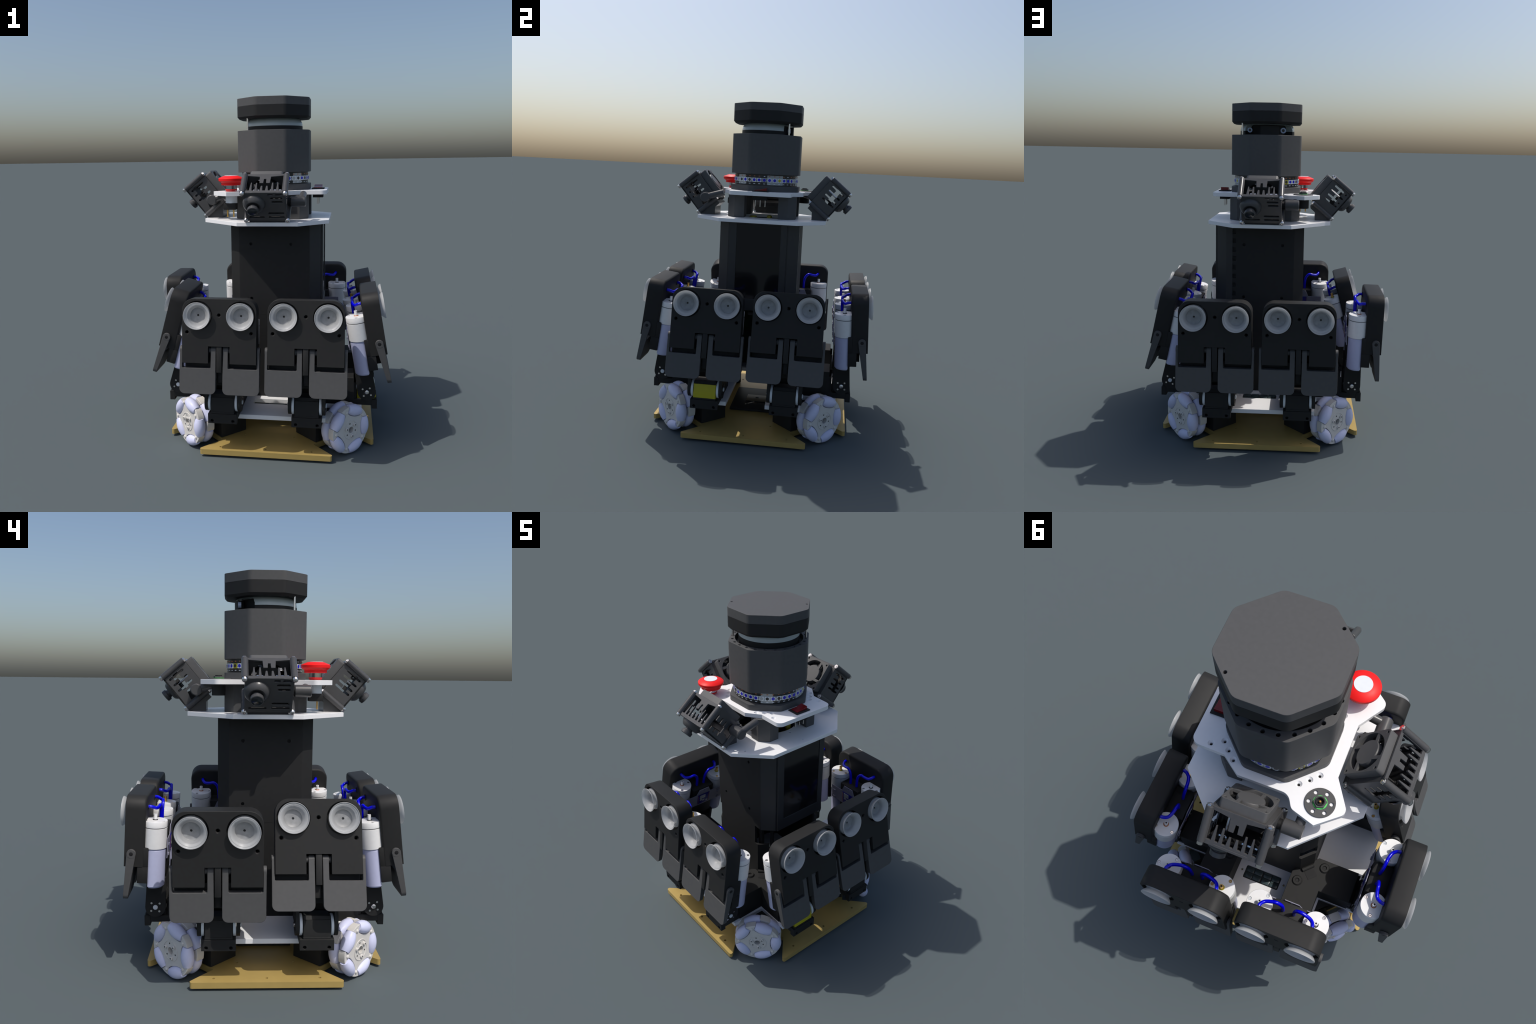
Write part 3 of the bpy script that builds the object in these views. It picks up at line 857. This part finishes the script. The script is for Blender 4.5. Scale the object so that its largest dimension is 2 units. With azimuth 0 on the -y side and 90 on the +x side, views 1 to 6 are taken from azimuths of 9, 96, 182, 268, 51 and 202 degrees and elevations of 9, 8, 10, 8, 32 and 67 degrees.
def flap_mesh():
    """left-hand flap mirrored from the right: U-shaped plate, wedge-shaped from the side"""
    b = Build()
    u = rounded([(0.019, 0.307), (0.019, 0.074, 0.028), (0.217, 0.074, 0.028), (0.217, 0.307), (0.2035, 0.307), (0.2035, 0.212, 0.006), (0.047, 0.212, 0.006), (0.047, 0.307)], 7)
    v, f = prism(u, 0.0, 0.030, [], 0.0012)
    w = []
    for x, y, z in v:                     # z = 0 back, 0.03 front
        t = (0.307 - y) / 0.233
        fr = 0.1365 + 0.0115 * t
        bk = 0.0920 + 0.0340 * t
        d = bk + (fr - bk) * z / 0.030
        w.append((x, -d, y))
    b.add((w, f), FLAPG)
    for x0, x1 in ((0.0185, 0.0475), (0.203, 0.2178)):
        b.add(cyl(0.0222, x0, x1, 24, 0.0012), FLAPG, T(0, -0.1145, 0.307) @ ALONGX)
    b.add(lathe([(0.0105, 0), (0.009, 0.0006), (0, 0.0006)], 16), DARK, T(0.2176, -0.1145, 0.307) @ ALONGX)  # dark disc added on the hinge end; no hole is cut there
    b.add(cyl(0.016, 0.0474, 0.0585, 20, 0.001), DISC if False else FLAPG, T(0, -0.1145, 0.307) @ ALONGX)
    return b
fb = flap_mesh()
FLAP_R = fb.mesh("flap")
fb2 = flap_mesh(); fb2.v = [(-x, y, z) for x, y, z in fb2.v]
FLAP_L = fb2.mesh("flap")

b = Build()
tab = [(-0.148, 0.275), (0.148, 0.275), (0.148, 0.375), (0.055, 0.375), (0.036, 0.418), (-0.036, 0.418), (-0.055, 0.375), (-0.148, 0.375)]
b.add(prism(tab, -0.054, -0.050, [circle(0, 0.404, 0.005, 10)], 0.0005), PCBP, STAND)
b.add(box(-0.045, 0.045, 0.0542, 0.0575, 0.288, 0.372, 0.0005), PCBB)
b.add(box(-0.012, 0.030, 0.0576, 0.061, 0.336, 0.366, 0.001), LEDG)
for k in range(9):
    for sx in (-1, 1):
        b.add(box(sx * 0.041 - 0.002, sx * 0.041 + 0.002, 0.0576, 0.0588, 0.292 + k * 0.0085, 0.2965 + k * 0.0085), LEDR)
for x, z in ((-0.025, 0.300), (0.0, 0.31), (0.02, 0.318)):
    b.add(box(x - 0.008, x + 0.008, 0.0576, 0.060, z, z + 0.014, 0.0005), LEDG)
for k, sx in enumerate((-1, 1, -1, 1)):
    b.add(box(sx * 0.12 - 0.01, sx * 0.12 + 0.01, 0.0542, 0.060, 0.285 + 0.05 * (k // 2), 0.297 + 0.05 * (k // 2), 0.001), PCBP)
BOARD = b.mesh("control_board")

# fixed servo at the foot of every unit
def servo_mesh(face):
    b = Build()
    b.add(prism([(-0.055, -0.062), (0.053, -0.062), (0.053, -0.016), (0.040, 0.036), (-0.055, 0.036)], -0.0655, 0.0655, [], 0.003), face, SIDE)
    b.add(prism([(-0.055, 0.0365), (0.036, 0.0365), (0.026, 0.052), (-0.045, 0.052)], -0.0645, 0.0645, [], 0.002), BLACK, SIDE)
    return b.mesh("servo")
SERVO = servo_mesh(BLACK)
SERVOY = servo_mesh(YELL)
b = Build()
for x0 in (-0.0815, 0.0675):
    b.add(cyl(0.052, x0, x0 + 0.0135, 40, 0.0015), DISC, ALONGX)
HORN = b.mesh("servo_horn")
b = Build()
b.add(prism(rect(-0.081, 0.081, 0.208, 0.262), 0.588, 0.6185, [circle(-0.058, 0.223, 0.0085, 16), circle(0.058, 0.223, 0.0085, 16)], 0.001), BLACK, STAND)
b.add(box(-0.0812, 0.0812, -0.5878, -0.40, 0.2275, 0.2625, 0.001), BLACK)
b.add(box(-0.066, 0.066, -0.6150, -0.5882, 0.2622, 0.272, 0.002), BLACK)
b.add(box(-0.0808, 0.0808, -0.597, -0.5882, 0.210, 0.235), DARK)
for sx in (-1, 1):
    b.add(box(sx * 0.075 - 0.004, sx * 0.075 + 0.004, -0.50, -0.47, 0.2626, 0.36, 0.001), BLACK)
BRACK = b.mesh("servo_bracket")

idx = 0
for (s, k), ang in TILTS.items():
    base = Rz(SIDES[s])
    M = base @ T(k * S0, -RP, ZP) @ Rx(-rad(ang))
    g = put("suction_gripper", BODY, robot, M)
    put("pivot_arm", ARM, g)
    put("control_board", BOARD, g)
    for j, sx in enumerate((-1, 1)):
        put("suction_cup", CUP, g, T(sx * 0.117, 0, 0.497) @ OUT @ Rz(idx + j))
        put("pump_motor", PUMPS[(idx * 3 + j) % 4], g, T(sx * 0.137, -0.013, 0))
        put("air_hose", HOSE[sx], g)
        put("flap", FLAP_R if sx > 0 else FLAP_L, g)
    F = base @ T(k * S0, -RP, ZP)
    yellow = (s, k) == ('+x', -1)
    sv = put("servo", SERVOY if yellow else SERVO, robot, F)
    put("servo_horn", HORN, sv)
    put("servo_bracket", BRACK, sv, T(0, RP, -ZP))
    idx += 1
